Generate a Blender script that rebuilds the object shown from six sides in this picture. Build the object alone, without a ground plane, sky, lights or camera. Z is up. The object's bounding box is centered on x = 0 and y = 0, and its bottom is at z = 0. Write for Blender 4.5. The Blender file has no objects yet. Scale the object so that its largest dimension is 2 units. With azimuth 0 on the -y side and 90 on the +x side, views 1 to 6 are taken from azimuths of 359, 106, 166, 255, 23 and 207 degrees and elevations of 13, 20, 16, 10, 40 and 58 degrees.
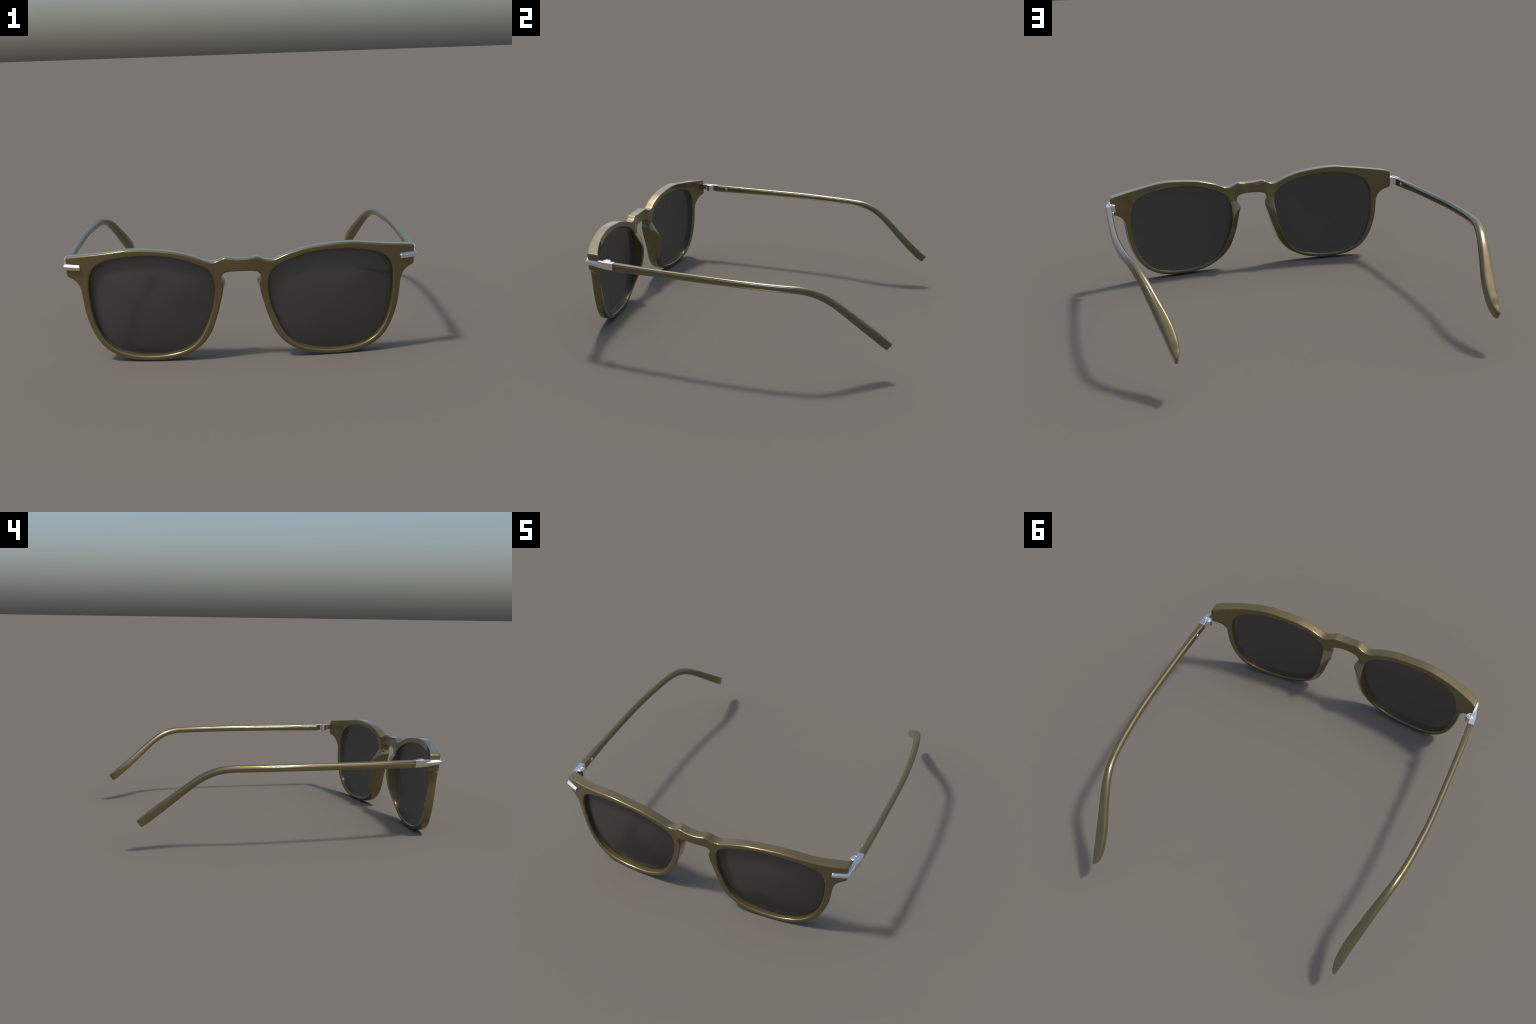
"""Sunglasses: olive acetate front, dark lenses, slim olive temples, chrome hinges.
Everything is built for the +x half and mirrored to -x (the object is symmetric)."""
import bpy, bmesh
import numpy as np
from math import pi, sin, cos, radians
from mathutils import Vector, Matrix

# ------------------------------------------------------------------ helpers
def smooth(a, b, x):
    t = np.clip((np.asarray(x, float) - a) / (b - a), 0, 1)
    return t * t * (3 - 2 * t)

def catmull(points, closed=False, per=24):
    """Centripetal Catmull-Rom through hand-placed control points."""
    P = np.array(points, float)
    n = len(P)
    out = []
    segs = n if closed else n - 1
    for i in range(segs):
        if closed:
            p0, p1, p2, p3 = P[(i - 1) % n], P[i], P[(i + 1) % n], P[(i + 2) % n]
        else:
            p1, p2 = P[i], P[i + 1]
            p0 = P[i - 1] if i > 0 else 2 * p1 - p2
            p3 = P[i + 2] if i + 2 < n else 2 * p2 - p1
        t0 = 0
        t1 = t0 + np.linalg.norm(p1 - p0) ** .5
        t2 = t1 + np.linalg.norm(p2 - p1) ** .5
        t3 = t2 + np.linalg.norm(p3 - p2) ** .5
        for t in np.linspace(t1, t2, per, endpoint=False):
            A1 = (t1 - t) / (t1 - t0) * p0 + (t - t0) / (t1 - t0) * p1
            A2 = (t2 - t) / (t2 - t1) * p1 + (t - t1) / (t2 - t1) * p2
            A3 = (t3 - t) / (t3 - t2) * p2 + (t - t2) / (t3 - t2) * p3
            B1 = (t2 - t) / (t2 - t0) * A1 + (t - t0) / (t2 - t0) * A2
            B2 = (t3 - t) / (t3 - t1) * A2 + (t - t1) / (t3 - t1) * A3
            out.append((t2 - t) / (t2 - t1) * B1 + (t - t1) / (t2 - t1) * B2)
    if not closed:
        out.append(P[-1])
    return np.array(out)

def resample(P, n, closed=False):
    Q = np.vstack([P, P[:1]]) if closed else P
    s = np.r_[0, np.cumsum(np.linalg.norm(np.diff(Q, axis=0), axis=1))]
    t = np.linspace(0, s[-1], n, endpoint=not closed)
    return np.stack([np.interp(t, s, Q[:, k]) for k in range(Q.shape[1])], 1)

def fsmooth(a, k, closed):
    """Repeated 1-2-1 filter along axis 0."""
    a = np.array(a, float)
    for _ in range(k):
        if closed:
            a = (np.roll(a, 1, 0) + 2 * a + np.roll(a, -1, 0)) / 4
        else:
            b = a.copy()
            b[1:-1] = (a[:-2] + 2 * a[1:-1] + a[2:]) / 4
            a = b
    return a

def make_mesh(name, verts, faces, mat, smooth_angle=None, parent=None):
    me = bpy.data.meshes.new(name)
    me.from_pydata([tuple(map(float, v)) for v in verts], [], [tuple(map(int, f)) for f in faces])
    bm = bmesh.new(); bm.from_mesh(me)
    bmesh.ops.remove_doubles(bm, verts=bm.verts, dist=2e-5)
    bmesh.ops.dissolve_degenerate(bm, dist=1e-6, edges=bm.edges)
    bmesh.ops.recalc_face_normals(bm, faces=bm.faces)
    bm.to_mesh(me); bm.free()
    me.polygons.foreach_set("use_smooth", [True] * len(me.polygons))
    if smooth_angle is not None:
        me.set_sharp_from_angle(angle=radians(smooth_angle))
    me.materials.append(mat)
    ob = bpy.data.objects.new(name, me)
    bpy.context.scene.collection.objects.link(ob)
    if parent: ob.parent = parent
    return ob

def mirrored(ob, name):
    """A second copy of a part for the -x side."""
    me = ob.data.copy(); me.name = name
    bm = bmesh.new(); bm.from_mesh(me)
    for v in bm.verts: v.co.x = -v.co.x
    bmesh.ops.reverse_faces(bm, faces=bm.faces)
    bm.to_mesh(me); bm.free()
    o = bpy.data.objects.new(name, me)
    bpy.context.scene.collection.objects.link(o)
    o.parent = ob.parent
    return o

# ---------------------------------------------------------------- materials
def node_mat(name):
    m = bpy.data.materials.new(name); m.use_nodes = True
    nt = m.node_tree
    return m, nt, nt.nodes["Principled BSDF"]

def acetate_material(name, see_through):
    """Glossy lacquer over a satin, slightly metallic olive; temples let a little of their core show."""
    m, nt, b = node_mat(name)
    tc = nt.nodes.new("ShaderNodeTexCoord")
    nz = nt.nodes.new("ShaderNodeTexNoise"); nz.inputs["Scale"].default_value = 6; nz.inputs["Detail"].default_value = 3
    rp = nt.nodes.new("ShaderNodeValToRGB")
    rp.color_ramp.elements[0].position = .3; rp.color_ramp.elements[1].position = .7
    rp.color_ramp.elements[0].color = (.184, .148, .058, 1)
    rp.color_ramp.elements[1].color = (.193, .156, .063, 1)
    nt.links.new(tc.outputs["Object"], nz.inputs["Vector"])
    nt.links.new(nz.outputs["Fac"], rp.inputs["Fac"])
    nt.links.new(rp.outputs["Color"], b.inputs["Base Color"])
    b.inputs["Metallic"].default_value = .6
    b.inputs["Roughness"].default_value = .18
    b.inputs["Coat Weight"].default_value = .8
    b.inputs["Coat Roughness"].default_value = .02
    b.inputs["Coat IOR"].default_value = 1.45
    if see_through > 0:
        tr = nt.nodes.new("ShaderNodeBsdfTransparent")
        mix = nt.nodes.new("ShaderNodeMixShader"); mix.inputs["Fac"].default_value = 1 - see_through
        nt.links.new(tr.outputs[0], mix.inputs[1]); nt.links.new(b.outputs[0], mix.inputs[2])
        nt.links.new(mix.outputs[0], nt.nodes["Material Output"].inputs["Surface"])
    return m

def lens_material():
    m, nt, b = node_mat("smoke_lens")
    tc = nt.nodes.new("ShaderNodeTexCoord")
    nz = nt.nodes.new("ShaderNodeTexNoise"); nz.inputs["Scale"].default_value = 3
    rp = nt.nodes.new("ShaderNodeValToRGB")
    rp.color_ramp.elements[0].color = (.0535, .0502, .0462, 1)
    rp.color_ramp.elements[1].color = (.0555, .0521, .0480, 1)
    nt.links.new(tc.outputs["Object"], nz.inputs["Vector"])
    nt.links.new(nz.outputs["Fac"], rp.inputs["Fac"])
    nt.links.new(rp.outputs["Color"], b.inputs["Base Color"])
    b.inputs["Roughness"].default_value = .45
    b.inputs["Specular IOR Level"].default_value = .3
    tr = nt.nodes.new("ShaderNodeBsdfTransparent")
    mix = nt.nodes.new("ShaderNodeMixShader"); mix.inputs["Fac"].default_value = .74
    out = nt.nodes["Material Output"]
    nt.links.new(tr.outputs[0], mix.inputs[1]); nt.links.new(b.outputs[0], mix.inputs[2])
    nt.links.new(mix.outputs[0], out.inputs["Surface"])
    return m

def chrome_material():
    m, nt, b = node_mat("polished_steel")
    tc = nt.nodes.new("ShaderNodeTexCoord")
    nz = nt.nodes.new("ShaderNodeTexNoise"); nz.inputs["Scale"].default_value = 40
    mr = nt.nodes.new("ShaderNodeMapRange")
    mr.inputs["To Min"].default_value = .12; mr.inputs["To Max"].default_value = .18
    nt.links.new(tc.outputs["Object"], nz.inputs["Vector"])
    nt.links.new(nz.outputs["Fac"], mr.inputs["Value"])
    nt.links.new(mr.outputs["Result"], b.inputs["Roughness"])
    b.inputs["Base Color"].default_value = (.93, .905, .86, 1)
    b.inputs["Metallic"].default_value = 1.0
    return m

ACETATE, TEMPLE_ACETATE = acetate_material("olive_acetate", 0), acetate_material("translucent_olive_acetate", .20)
LENS, CHROME = lens_material(), chrome_material()

# ------------------------------------------------------------ frame surfaces
# front face y at the brow line: nearly flat over the lenses, wrapping back at the ends
BASE = catmull([(-.15, -1.000), (0, -1.006), (.15, -1.000), (.3, -.991), (.45, -.981), (.55, -.9725), (.65, -.9595),
                (.75, -.940), (.85, -.911), (.924, -.880), (1.0, -.838)])
TILT = .070                                           # lower rims lean back

def front_y(x, z, bow=1):
    y = np.interp(np.abs(x), BASE[:, 0], BASE[:, 1]) + TILT * (.615 - z)
    beside_nose = smooth(.02, .13, np.abs(x)) * np.exp(-(np.maximum(np.abs(x) - .13, 0) / .11) ** 2)     # each rim bows back next to the bridge
    return y + bow * beside_nose * (.007 + .011 * smooth(.08, .28, z) * smooth(.60, .36, z))

def thickness(x, z):                                  # end pieces are thicker
    return .061 - .006 * smooth(.65, .80, x) * smooth(.42, .36, z) + .010 * smooth(.70, .90, x) * smooth(.38, .50, z)

# lens opening (x, z), counter-clockwise from the top
OPENING = [(.476, .577), (.386, .570), (.316, .5545), (.255, .534), (.199, .508), (.164, .478), (.148, .440),
           (.144, .400), (.147, .350), (.157, .296), (.176, .236), (.200, .177), (.232, .122), (.275, .080),
           (.330, .053), (.396, .037), (.465, .030), (.536, .031), (.600, .040), (.660, .058), (.708, .088),
           (.745, .130), (.770, .180), (.787, .235), (.797, .290), (.802, .340), (.803, .391), (.800, .440),
           (.788, .486), (.763, .521), (.716, .547), (.650, .5645), (.569, .575)]
# outer outline (x, z) of the right half from the top of the bridge clockwise to its underside
OUTLINE = [(0, .5545), (.030, .5555), (.055, .5585), (.080, .5615), (.097, .558), (.117, .548), (.139, .541),
           (.163, .540), (.187, .547), (.212, .558), (.241, .570), (.290, .585), (.334, .596), (.398, .605),
           (.463, .6115), (.530, .6158), (.600, .6142), (.656, .607), (.711, .5995), (.780, .5905), (.850, .582),
           (.900, .5745), (.916, .5715), (.9235, .566), (.925, .556), (.925, .529), (.925, .496), (.9245, .476),
           (.919, .464), (.899, .455), (.880, .444), (.866, .430), (.856, .411), (.849, .384), (.844, .337),
           (.836, .275), (.820, .211), (.805, .170), (.788, .134), (.766, .101), (.739, .071), (.707, .047),
           (.670, .028), (.629, .0135), (.579, .004), (.530, .001), (.475, .000), (.426, .002), (.381, .008),
           (.336, .019), (.292, .036), (.248, .062), (.215, .089), (.185, .125), (.161, .165), (.141, .218),
           (.124, .270), (.113, .313), (.103, .350), (.097, .385), (.0945, .412), (.098, .428), (.104, .441),
           (.1035, .452), (.099, .465), (.087, .4775), (.062, .4845), (.030, .4872), (0, .488)]
CENTRE = np.array([.475, .31])
LENS_DEPTH = .033

def ring_normals(P, closed):
    """Unit normals pointing to the right of the travel direction (2D)."""
    d = np.roll(P, -1, 0) - np.roll(P, 1, 0) if closed else np.gradient(P, axis=0)
    n = np.stack([d[:, 1], -d[:, 0]], 1)
    return n / np.linalg.norm(n, axis=1)[:, None]

def opening_polar():
    R = catmull(OPENING, closed=True, per=16) - CENTRE
    th = np.arctan2(R[:, 1], R[:, 0]); r = np.hypot(R[:, 0], R[:, 1]) - .0018            # lip of the rim
    o = np.argsort(th); th, r = th[o], r[o]
    return np.r_[th - 2 * pi, th, th + 2 * pi], np.tile(r, 3)

OP_T, OP_R = opening_polar()
def opening_at(theta):
    r = np.interp(theta, OP_T, OP_R)
    return CENTRE + np.stack([np.cos(theta) * r, np.sin(theta) * r], 1)

def build_front():
    N1, N2 = 620, 14                                   # outline samples, bridge mid-plane samples
    r = .009                                           # rounding of the outer edges
    E = resample(catmull(OUTLINE, per=24), N1)
    nrm = -ring_normals(E, False)                      # clockwise travel: left side is outside
    nrm[0] = (0, 1); nrm[-1] = (0, -1)
    nrm = fsmooth(nrm, 6, False); nrm[0] = (0, 1); nrm[-1] = (0, -1)
    nrm /= np.linalg.norm(nrm, axis=1)[:, None]
    seg = np.stack([np.zeros(N2), np.linspace(E[-1, 1] + r, E[0, 1] - r, N2 + 2)[1:-1]], 1)
    full = np.vstack([E, seg]); N = len(full)
    # matching angle on the lens opening for every outline sample (monotone, clockwise)
    rel = full - CENTRE
    th = np.unwrap(np.arctan2(rel[:, 1], rel[:, 0]))
    if th[-1] > th[0]: th = -th
    start = th[0]; u = (start - th) / (2 * pi)
    u = np.maximum.accumulate(u)
    step = np.diff(np.r_[u, 1 + u[0]])
    w = fsmooth(step, 60, True)
    w = np.clip(w, .25 / N, None); w /= w.sum()
    theta = start - 2 * pi * np.r_[0, np.cumsum(w)[:-1]]
    I = opening_at(theta)
    inn = ring_normals(I, True)                        # clockwise travel: right side points into the opening
    out_of_hole = -inn

    # back outline: rims draft inwards, the nose side flares towards the nose
    x, z = E[:, 0], E[:, 1]
    draft = .0005 + .0095 * smooth(.45, .38, z) * smooth(.1, .3, x)
    flare = (.002 + .010 * smooth(.36, .41, z)) * smooth(.20, .30, z) * smooth(.47, .42, z) * smooth(.20, .13, x)
    draft = draft * (1 - smooth(.88, .91, x)) * smooth(.05, .18, x) - flare
    draft = fsmooth(draft, 10, False)

    def depth_back(P, t):
        """Depth of the back face; t is 1 at the lens opening, 0 at the outer edge (nose pads rise to a ridge)."""
        xx, zz = P[:, 0], P[:, 1]
        T = thickness(xx, zz)
        ridge = np.interp(zz, [.02, .06, .10, .15, .23, .29, .33, .36, .47], [.061, .062, .068, .084, .103, .110, .112, .112, .112])
        ridge = np.where(xx < .40, ridge, .061)
        ridge = np.maximum(ridge - .061, 0)
        flare_d = (.45 + .55 * t) * ridge
        facet = np.maximum(.58 * (.447 - zz), 0)
        k = .004
        h = np.clip(.5 + .5 * (facet - flare_d) / k, 0, 1)
        return T + np.maximum(facet * (1 - h) + flare_d * h - k * h * (1 - h), 0)

    def point(P, d):
        return np.stack([P[:, 0], front_y(P[:, 0], P[:, 1]) + d, P[:, 1]], 1)

    def relax(A, B, K):
        """Rings from A to B, with interior smoothing so quads stay even."""
        G = np.array([A + (B - A) * k / (K - 1) for k in range(K)])
        for _ in range(900):                           # elliptic (Winslow) grid: no folds at the concave keyhole
            C = G[1:-1]; Le, Ri = np.roll(C, 1, 1), np.roll(C, -1, 1)
            gx, gy = (Ri - Le) / 2, (G[2:] - G[:-2]) / 2
            al, be, ga = (gy ** 2).sum(-1), (gx * gy).sum(-1), (gx ** 2).sum(-1)
            cross = (np.roll(G[2:], -1, 1) - np.roll(G[2:], 1, 1) - np.roll(G[:-2], -1, 1) + np.roll(G[:-2], 1, 1)) / 4
            new = (al[..., None] * (Le + Ri) + ga[..., None] * (G[2:] + G[:-2]) - 2 * be[..., None] * cross) / (2 * (al + ga) + 1e-12)[..., None]
            G[1:-1] = C * .3 + new * .7
        return G

    rings = []                                         # list of (ring points, kind); kind 'all' or 'outline'
    zero = np.zeros(N)
    # inner wall from the back edge to the front edge
    Dback_in = depth_back(I, np.ones(N))
    rb = .007
    for a in np.linspace(pi / 2, 0, 5):                # rounded back edge of the opening
        rings.append((point(I + out_of_hole * (rb * (1 - cos(a))), Dback_in - rb * (1 - sin(a))), 'all'))
    rings.append((point(I, zero + LENS_DEPTH), 'all'))
    rf = .011
    for a in np.linspace(0, pi / 2, 6):                # rounded front edge of the opening
        rings.append((point(I + out_of_hole * (.004 + rf * (1 - cos(a))), zero + rf * (1 - sin(a))), 'all'))
    A = I + out_of_hole * (.004 + rf)
    Bf = full.copy(); Bf[:N1] = E - nrm * r; Bf[0, 0] = Bf[N1 - 1, 0] = 0
    G = relax(A, Bf, 12)
    for k in range(1, 12):
        rings.append((point(G[k], zero), 'all'))
    # outer edge, only along the outline
    pad = np.zeros((N2, 2)) + [0, .5]
    def outl(P2, d):
        P2 = P2.copy(); P2[0, 0] = P2[-1, 0] = 0
        return point(np.vstack([P2, pad]), np.r_[d, np.zeros(N2)])
    for a in np.linspace(0, pi / 2, 6)[1:]:
        rings.append((outl(E - nrm * r * (1 - sin(a)), np.full(N1, r * (1 - cos(a)))), 'outline'))
    rk = .0055
    Tout = depth_back(E - nrm * (draft[:, None] + rk), np.zeros(N1))
    for s in (.25, .5, .75):
        rings.append((outl(E - nrm * (draft * s)[:, None], r + (Tout - rk - r) * s), 'outline'))
    for a in np.linspace(pi / 2, 0, 6)[:-1]:
        rings.append((outl(E - nrm * (draft + rk * (1 - sin(a)))[:, None], Tout - rk * (1 - cos(a))), 'outline'))
    # back face
    Bb = full.copy(); Bb[:N1] = E - nrm * (draft[:, None] + rk); Bb[0, 0] = Bb[N1 - 1, 0] = 0
    A2 = I + out_of_hole * rb
    G2 = relax(A2, Bb, 14)
    for k in range(13, 0, -1):
        t = np.full(N, 1 - k / 13)
        rings.append((point(G2[k], depth_back(G2[k], t)), 'all'))
    verts = np.vstack([q for q, _ in rings]); faces = []
    R = len(rings)
    for i in range(R):
        a, b = i, (i + 1) % R
        outline = rings[a][1] == 'outline' or rings[b][1] == 'outline'
        for j in range(N):
            if outline and j >= N1 - 1: continue
            k = (j + 1) % N
            faces.append((a * N + j, a * N + k, b * N + k, b * N + j))
    # mirror
    m = verts * [-1, 1, 1]; n = len(verts)
    faces = faces + [tuple(n + v for v in reversed(f)) for f in faces]
    verts = np.vstack([verts, m])
    ob = make_mesh("frame_front", verts, faces, ACETATE, None, ROOT)
    bm = bmesh.new(); bm.from_mesh(ob.data)
    bmesh.ops.delete(bm, geom=[v for v in bm.verts if not v.link_faces], context='VERTS')
    bmesh.ops.recalc_face_normals(bm, faces=bm.faces)
    bm.to_mesh(ob.data); bm.free()
    ob.data.polygons.foreach_set("use_smooth", [True] * len(ob.data.polygons))
    return ob

def build_lens():
    """Domed lens: the front bulges to the plane of the frame, the back is only slightly hollow."""
    N, K = 200, 30
    th = np.linspace(0, 2 * pi, N, endpoint=False)
    rim = opening_at(th)
    g = 1.012                                          # sits in the groove, slightly larger than the opening
    verts, faces = [], []
    for d, dome in ((LENS_DEPTH, .033), (LENS_DEPTH + .019, .015)):
        base = len(verts)
        for k in range(0, K + 1):
            P = CENTRE + (rim - CENTRE) * g * (k / K)
            if k == 0: P = P[:1]
            y = front_y(P[:, 0], P[:, 1], .35) + d - dome * (1 - (k / K) ** 2)
            verts += list(np.stack([P[:, 0], y, P[:, 1]], 1))
        for j in range(N):
            q = (j + 1) % N
            faces.append((base, base + 1 + j, base + 1 + q))
            for k in range(K - 1):
                faces.append((base + 1 + k * N + j, base + 1 + (k + 1) * N + j, base + 1 + (k + 1) * N + q, base + 1 + k * N + q))
    s = 1 + K * N
    for j in range(N):
        q = (j + 1) % N
        a = 1 + (K - 1) * N
        faces.append((a + j, a + q, s + a + q, s + a + j))
    return make_mesh("lens", verts, faces, LENS, 40, ROOT)

# ------------------------------------------------------------------- temples
# stations: y, outer x, inner x, z centre, height (perpendicular), corner rounding share
TEMPLE = [(-0.695, 0.957, 0.922, 0.5155, 0.0468, 0.16), (-0.6, 0.963, 0.927, 0.5157, 0.0468, 0.2), (-0.52, 0.9665, 0.9305, 0.516, 0.0468, 0.3),
          (-0.4, 0.9705, 0.9345, 0.5165, 0.0458, 0.42), (-0.2, 0.975, 0.939, 0.5173, 0.0458, 0.45), (0, 0.9775, 0.9415, 0.518, 0.0458, 0.45),
          (0.1, 0.9765, 0.939, 0.518, 0.0448, 0.45), (0.2, 0.972, 0.933, 0.5175, 0.0448, 0.45), (0.3, 0.9654, 0.9258, 0.517, 0.0448, 0.45),
          (0.4, 0.9552, 0.9134, 0.5165, 0.0448, 0.45), (0.45, 0.9481, 0.9042, 0.5156, 0.0458, 0.45), (0.5, 0.94, 0.8935, 0.5105, 0.0458, 0.45),
          (0.55, 0.929, 0.8795, 0.498, 0.0458, 0.45), (0.6, 0.9165, 0.864, 0.477, 0.0458, 0.44), (0.65, 0.9015, 0.847, 0.4467, 0.0458, 0.42),
          (0.7, 0.8865, 0.83, 0.4097, 0.0468, 0.38), (0.75, 0.871, 0.812, 0.3697, 0.0488, 0.34), (0.8, 0.856, 0.7935, 0.3287, 0.0508, 0.3),
          (0.85, 0.841, 0.7795, 0.2882, 0.0533, 0.26), (0.89, 0.8295, 0.7725, 0.2562, 0.0548, 0.24), (0.92, 0.822, 0.77, 0.2327, 0.0553, 0.22),
          (0.945, 0.814, 0.7715, 0.2112, 0.0543, 0.22), (0.9655, 0.808, 0.7765, 0.1965, 0.0533, 0.22), (0.9775, 0.804, 0.782, 0.1875, 0.0523, 0.24),
          (0.985, 0.801, 0.787, 0.1818, 0.0508, 0.28)]

def section(w, h, c, per=5):
    """Rounded rectangle with soft chamfers, as (x, up) offsets."""
    a, b = w / 2, h / 2
    rr = c * min(w, h)
    pts = []
    for cx, cz, a0 in ((a - rr, b - rr, 0), (-a + rr, b - rr, pi / 2), (-a + rr, -b + rr, pi), (a - rr, -b + rr, 1.5 * pi)):
        for t in np.linspace(0, pi / 2, per):
            pts.append((cx + rr * cos(a0 + t), cz + rr * sin(a0 + t)))
    return np.array(pts)

def build_temple():
    S = resample(catmull(TEMPLE, per=16), 260)
    n = len(S)
    cen = np.stack([(S[:, 1] + S[:, 2]) / 2, S[:, 0], S[:, 3]], 1)
    axis = np.stack([S[:, 1] * 0, S[:, 0], S[:, 3]], 1)           # side-view direction of the arm
    d = fsmooth(np.gradient(axis, axis=0), 8, False)
    d[-8:] = d[-9]
    verts, faces = [], []
    for i in range(n):
        t = d[i] / np.linalg.norm(d[i])
        up = np.array([0, -t[2], t[1]])
        w = max(S[i, 1] - S[i, 2], .003)
        for sx, sz in section(w, S[i, 4], min(S[i, 5], .48)):
            verts.append(cen[i] + np.array([sx, 0, 0]) + up * sz)
    M = 20
    t = d[-1] / np.linalg.norm(d[-1])                              # softly rounded end
    last = np.array(verts[-M:])
    for k, ahead in ((.97, .0012), (.90, .0026), (.76, .0036)):
        verts += list(cen[-1] + (last - cen[-1]) * k + t * ahead)
    n += 3
    for i in range(n - 1):
        for j in range(M):
            k = (j + 1) % M
            faces.append((i * M + j, i * M + k, (i + 1) * M + k, (i + 1) * M + j))
    faces.append(tuple(range(M))[::-1]); faces.append(tuple((n - 1) * M + j for j in range(M)))
    return make_mesh("temple", verts, faces, TEMPLE_ACETATE, 50, ROOT)

# -------------------------------------------------------------------- hinges
def lathe(bm, cx, cy, prof, N=48, slot=None):
    """Revolve (radius, z) pairs about a vertical axis; an optional slot (half width, depth, max radius) is cut in the top."""
    rows = []
    for r, z in prof:
        if r == 0:
            rows.append([bm.verts.new((cx, cy, z - (slot[1] if slot else 0)))]); continue
        row = []
        for j in range(N):
            a = 2 * pi * j / N
            px, py = r * cos(a), r * sin(a)
            low = slot is not None and r < slot[2] and abs(px * cos(.6) - py * sin(.6)) < slot[0]
            row.append(bm.verts.new((cx + px, cy + py, z - (slot[1] if low else 0))))
        rows.append(row)
    for p, q in zip(rows, rows[1:]):
        for j in range(N):
            k = (j + 1) % N
            if len(p) == 1: bm.faces.new((p[0], q[j], q[k]))
            elif len(q) == 1: bm.faces.new((p[j], p[k], q[0]))
            else: bm.faces.new((p[j], p[k], q[k], q[j]))

def loft(bm, sections):
    rows = [[bm.verts.new(tuple(map(float, p))) for p in sec] for sec in sections]
    M = len(rows[0])
    for p, q in zip(rows, rows[1:]):
        for j in range(M):
            k = (j + 1) % M
            bm.faces.new((p[j], p[k], q[k], q[j]))
    bm.faces.new(rows[0]); bm.faces.new(rows[-1][::-1])

def bm_object(name, bm, mat, parent, angle=40):
    me = bpy.data.meshes.new(name); bm.to_mesh(me); bm.free()
    me.polygons.foreach_set("use_smooth", [True] * len(me.polygons))
    me.set_sharp_from_angle(angle=radians(angle))
    me.materials.append(mat)
    ob = bpy.data.objects.new(name, me)
    bpy.context.scene.collection.objects.link(ob); ob.parent = parent
    return ob

KNUCKLE = (.919, -.749)

def build_hinge():
    """Wedge-shaped bar across the end piece and round its corner, a block that takes the temple, and a knuckle."""
    bm = bmesh.new()
    # plan path of the bar: outer ridge (x, y), inner face (x, y), top z, bottom z
    path = [(.8435, -.9145, .848, -.890, .5335, .5065), (.8445, -.919, .850, -.890, .5345, .506), (.858, -.916, .860, -.888, .535, .506),
            (.88, -.909, .882, -.880, .5355, .506), (.905, -.900, .903, -.874, .536, .506), (.924, -.892, .915, -.866, .5365, .506),
            (.934, -.886, .919, -.86, .537, .506), (.9395, -.877, .921, -.85, .537, .506), (.942, -.866, .922, -.84, .537, .506),
            (.9445, -.85, .922, -.82, .537, .505), (.948, -.82, .922, -.80, .537, .503), (.9515, -.79, .924, -.78, .5375, .500),
            (.9535, -.768, .926, -.768, .538, .498), (.9515, -.763, .926, -.763, .538, .498)]
    secs = []
    for xo, yo, xi, yi, zt, zb in catmull(path, per=5):
        h = zt - zb
        prof = ((0, zt), (.40, zt - .01 * h), (.62, zt - .06 * h), (.97, zt - .36 * h), (1, zt - .43 * h), (1, zt - .52 * h),
                (.97, zb + .10 * h), (.90, zb + .01 * h), (.80, zb), (0, zb))
        secs.append([(xi + (xo - xi) * q, yi + (yo - yi) * q, z) for q, z in prof])
    loft(bm, secs)
    # block
    c = .0014
    secs = []
    for y, xo, xi, zb in ((-.800, .9465, .936, .5035), (-.780, .9505, .932, .5005), (-.768, .9535, .929, .499), (-.755, .9560, .926, .498),
                          (-.735, .9570, .9235, .4968), (-.6955, .9580, .9220, .4952)):
        zt = .5393
        secs.append([(xi, y, zb + c), (xi + c, y, zb), (xo - c, y, zb), (xo, y, zb + c), (xo, y, zt - c), (xo - c, y, zt), (xi + c, y, zt), (xi, y, zt - c)])
    loft(bm, secs)
    # knuckle barrel
    r = .0240
    lathe(bm, *KNUCKLE, [(0, .4950), (r - .0015, .4950), (r, .4962), (r, .5390), (r - .0015, .5402), (0, .5402)])
    bmesh.ops.recalc_face_normals(bm, faces=bm.faces)
    return bm_object("hinge", bm, CHROME, ROOT, 28)

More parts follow.
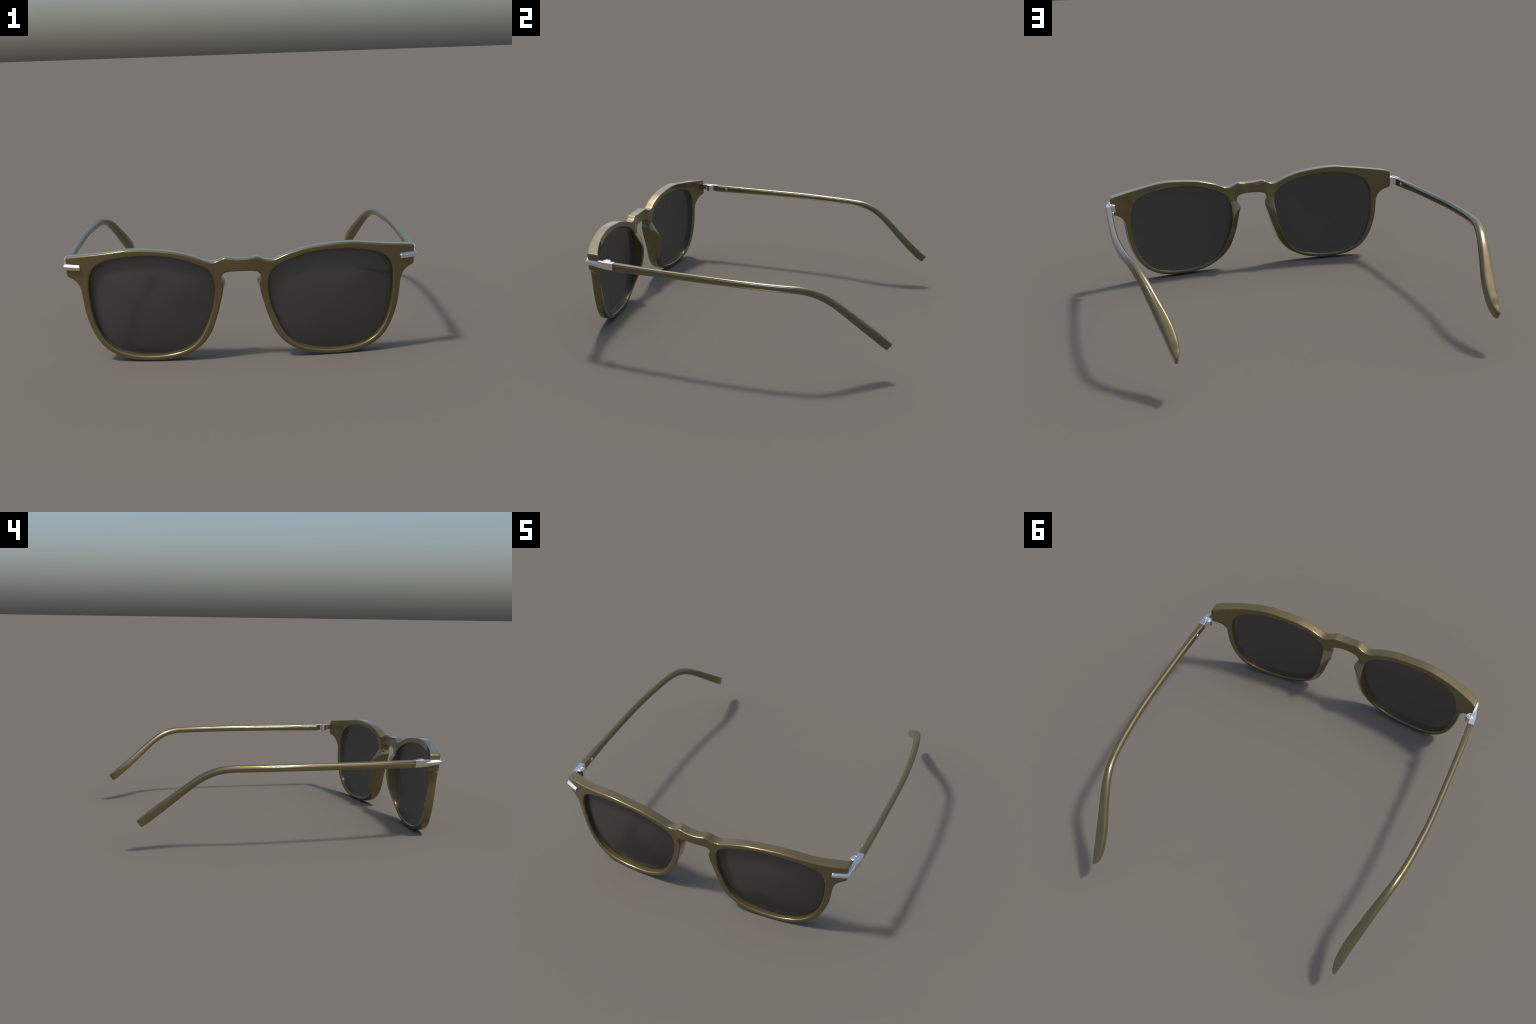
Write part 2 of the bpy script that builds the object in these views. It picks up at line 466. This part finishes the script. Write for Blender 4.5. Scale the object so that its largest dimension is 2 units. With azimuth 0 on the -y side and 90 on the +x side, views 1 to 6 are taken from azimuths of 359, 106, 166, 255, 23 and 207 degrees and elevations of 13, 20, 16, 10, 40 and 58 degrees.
def build_screw(parent):
    """Slotted screw head set in a shallow collar on the knuckle."""
    bm = bmesh.new()
    lathe(bm, *KNUCKLE, [(.0178, .5398), (.0174, .5412), (.0160, .5416), (.0146, .5408), (.0141, .5400), (.0136, .5410), (.0120, .5417), (.0070, .5421), (.003, .5422), (0, .5422)],
          slot=(.0026, .0022, .0138))
    bmesh.ops.recalc_face_normals(bm, faces=bm.faces)
    return bm_object("hinge_screw", bm, CHROME, parent, 30)

def build_core():
    """Steel core wire that runs inside the translucent temple."""
    S = resample(catmull(TEMPLE, per=16), 200)
    bm = bmesh.new(); secs = []
    d = fsmooth(np.gradient(np.stack([S[:, 1] * 0, S[:, 0], S[:, 3]], 1), axis=0), 8, False)
    for i in range(len(S)):
        y = S[i, 0]
        if y > .90: break
        t = d[i] / np.linalg.norm(d[i])
        up = np.array([0, -t[2], t[1]])
        xo, xi = S[i, 1], S[i, 2]
        k = 1 - .75 * smooth(.70, .90, y)
        a, b = .0085 * k, .0105 * k
        c = np.array([(xo + xi) / 2, y, S[i, 3]])
        secs.append([c + np.array([a * cos(q), 0, 0]) + up * b * sin(q) for q in np.linspace(0, 2 * pi, 16, endpoint=False)])
    loft(bm, secs)
    bmesh.ops.recalc_face_normals(bm, faces=bm.faces)
    return bm_object("core_wire", bm, CHROME, None, 50)

def build_rivet(parent):
    """Small oval pin head on the inside of the temple."""
    bm = bmesh.new()
    bmesh.ops.create_uvsphere(bm, u_segments=20, v_segments=12, radius=1)
    for v in bm.verts:
        x, y, z = v.co
        v.co = Vector((.9255 - .0085 * min(x, .55), -.614 + .0115 * y, .517 + .0105 * z))
    bmesh.ops.recalc_face_normals(bm, faces=bm.faces)
    return bm_object("rivet", bm, CHROME, parent, 60)

# ---------------------------------------------------------------- assembling
ROOT = bpy.data.objects.new("sunglasses", None)
bpy.context.scene.collection.objects.link(ROOT)
ROOT["label"] = "olive keyhole-bridge sunglasses with dark grey lenses and chrome hinges"
ROOT["category"] = "sunglasses"

build_front()
lens = build_lens(); mirrored(lens, "lens.001")
temple = build_temple(); temple_l = mirrored(temple, "temple.001")
hinge = build_hinge(); hinge_l = mirrored(hinge, "hinge.001")
screw = build_screw(hinge); s2 = mirrored(screw, "hinge_screw.001"); s2.parent = hinge_l
core = build_core(); core.parent = temple; c2 = mirrored(core, "core_wire.001"); c2.parent = temple_l
rivet = build_rivet(temple); r2 = mirrored(rivet, "rivet.001"); r2.parent = temple_l
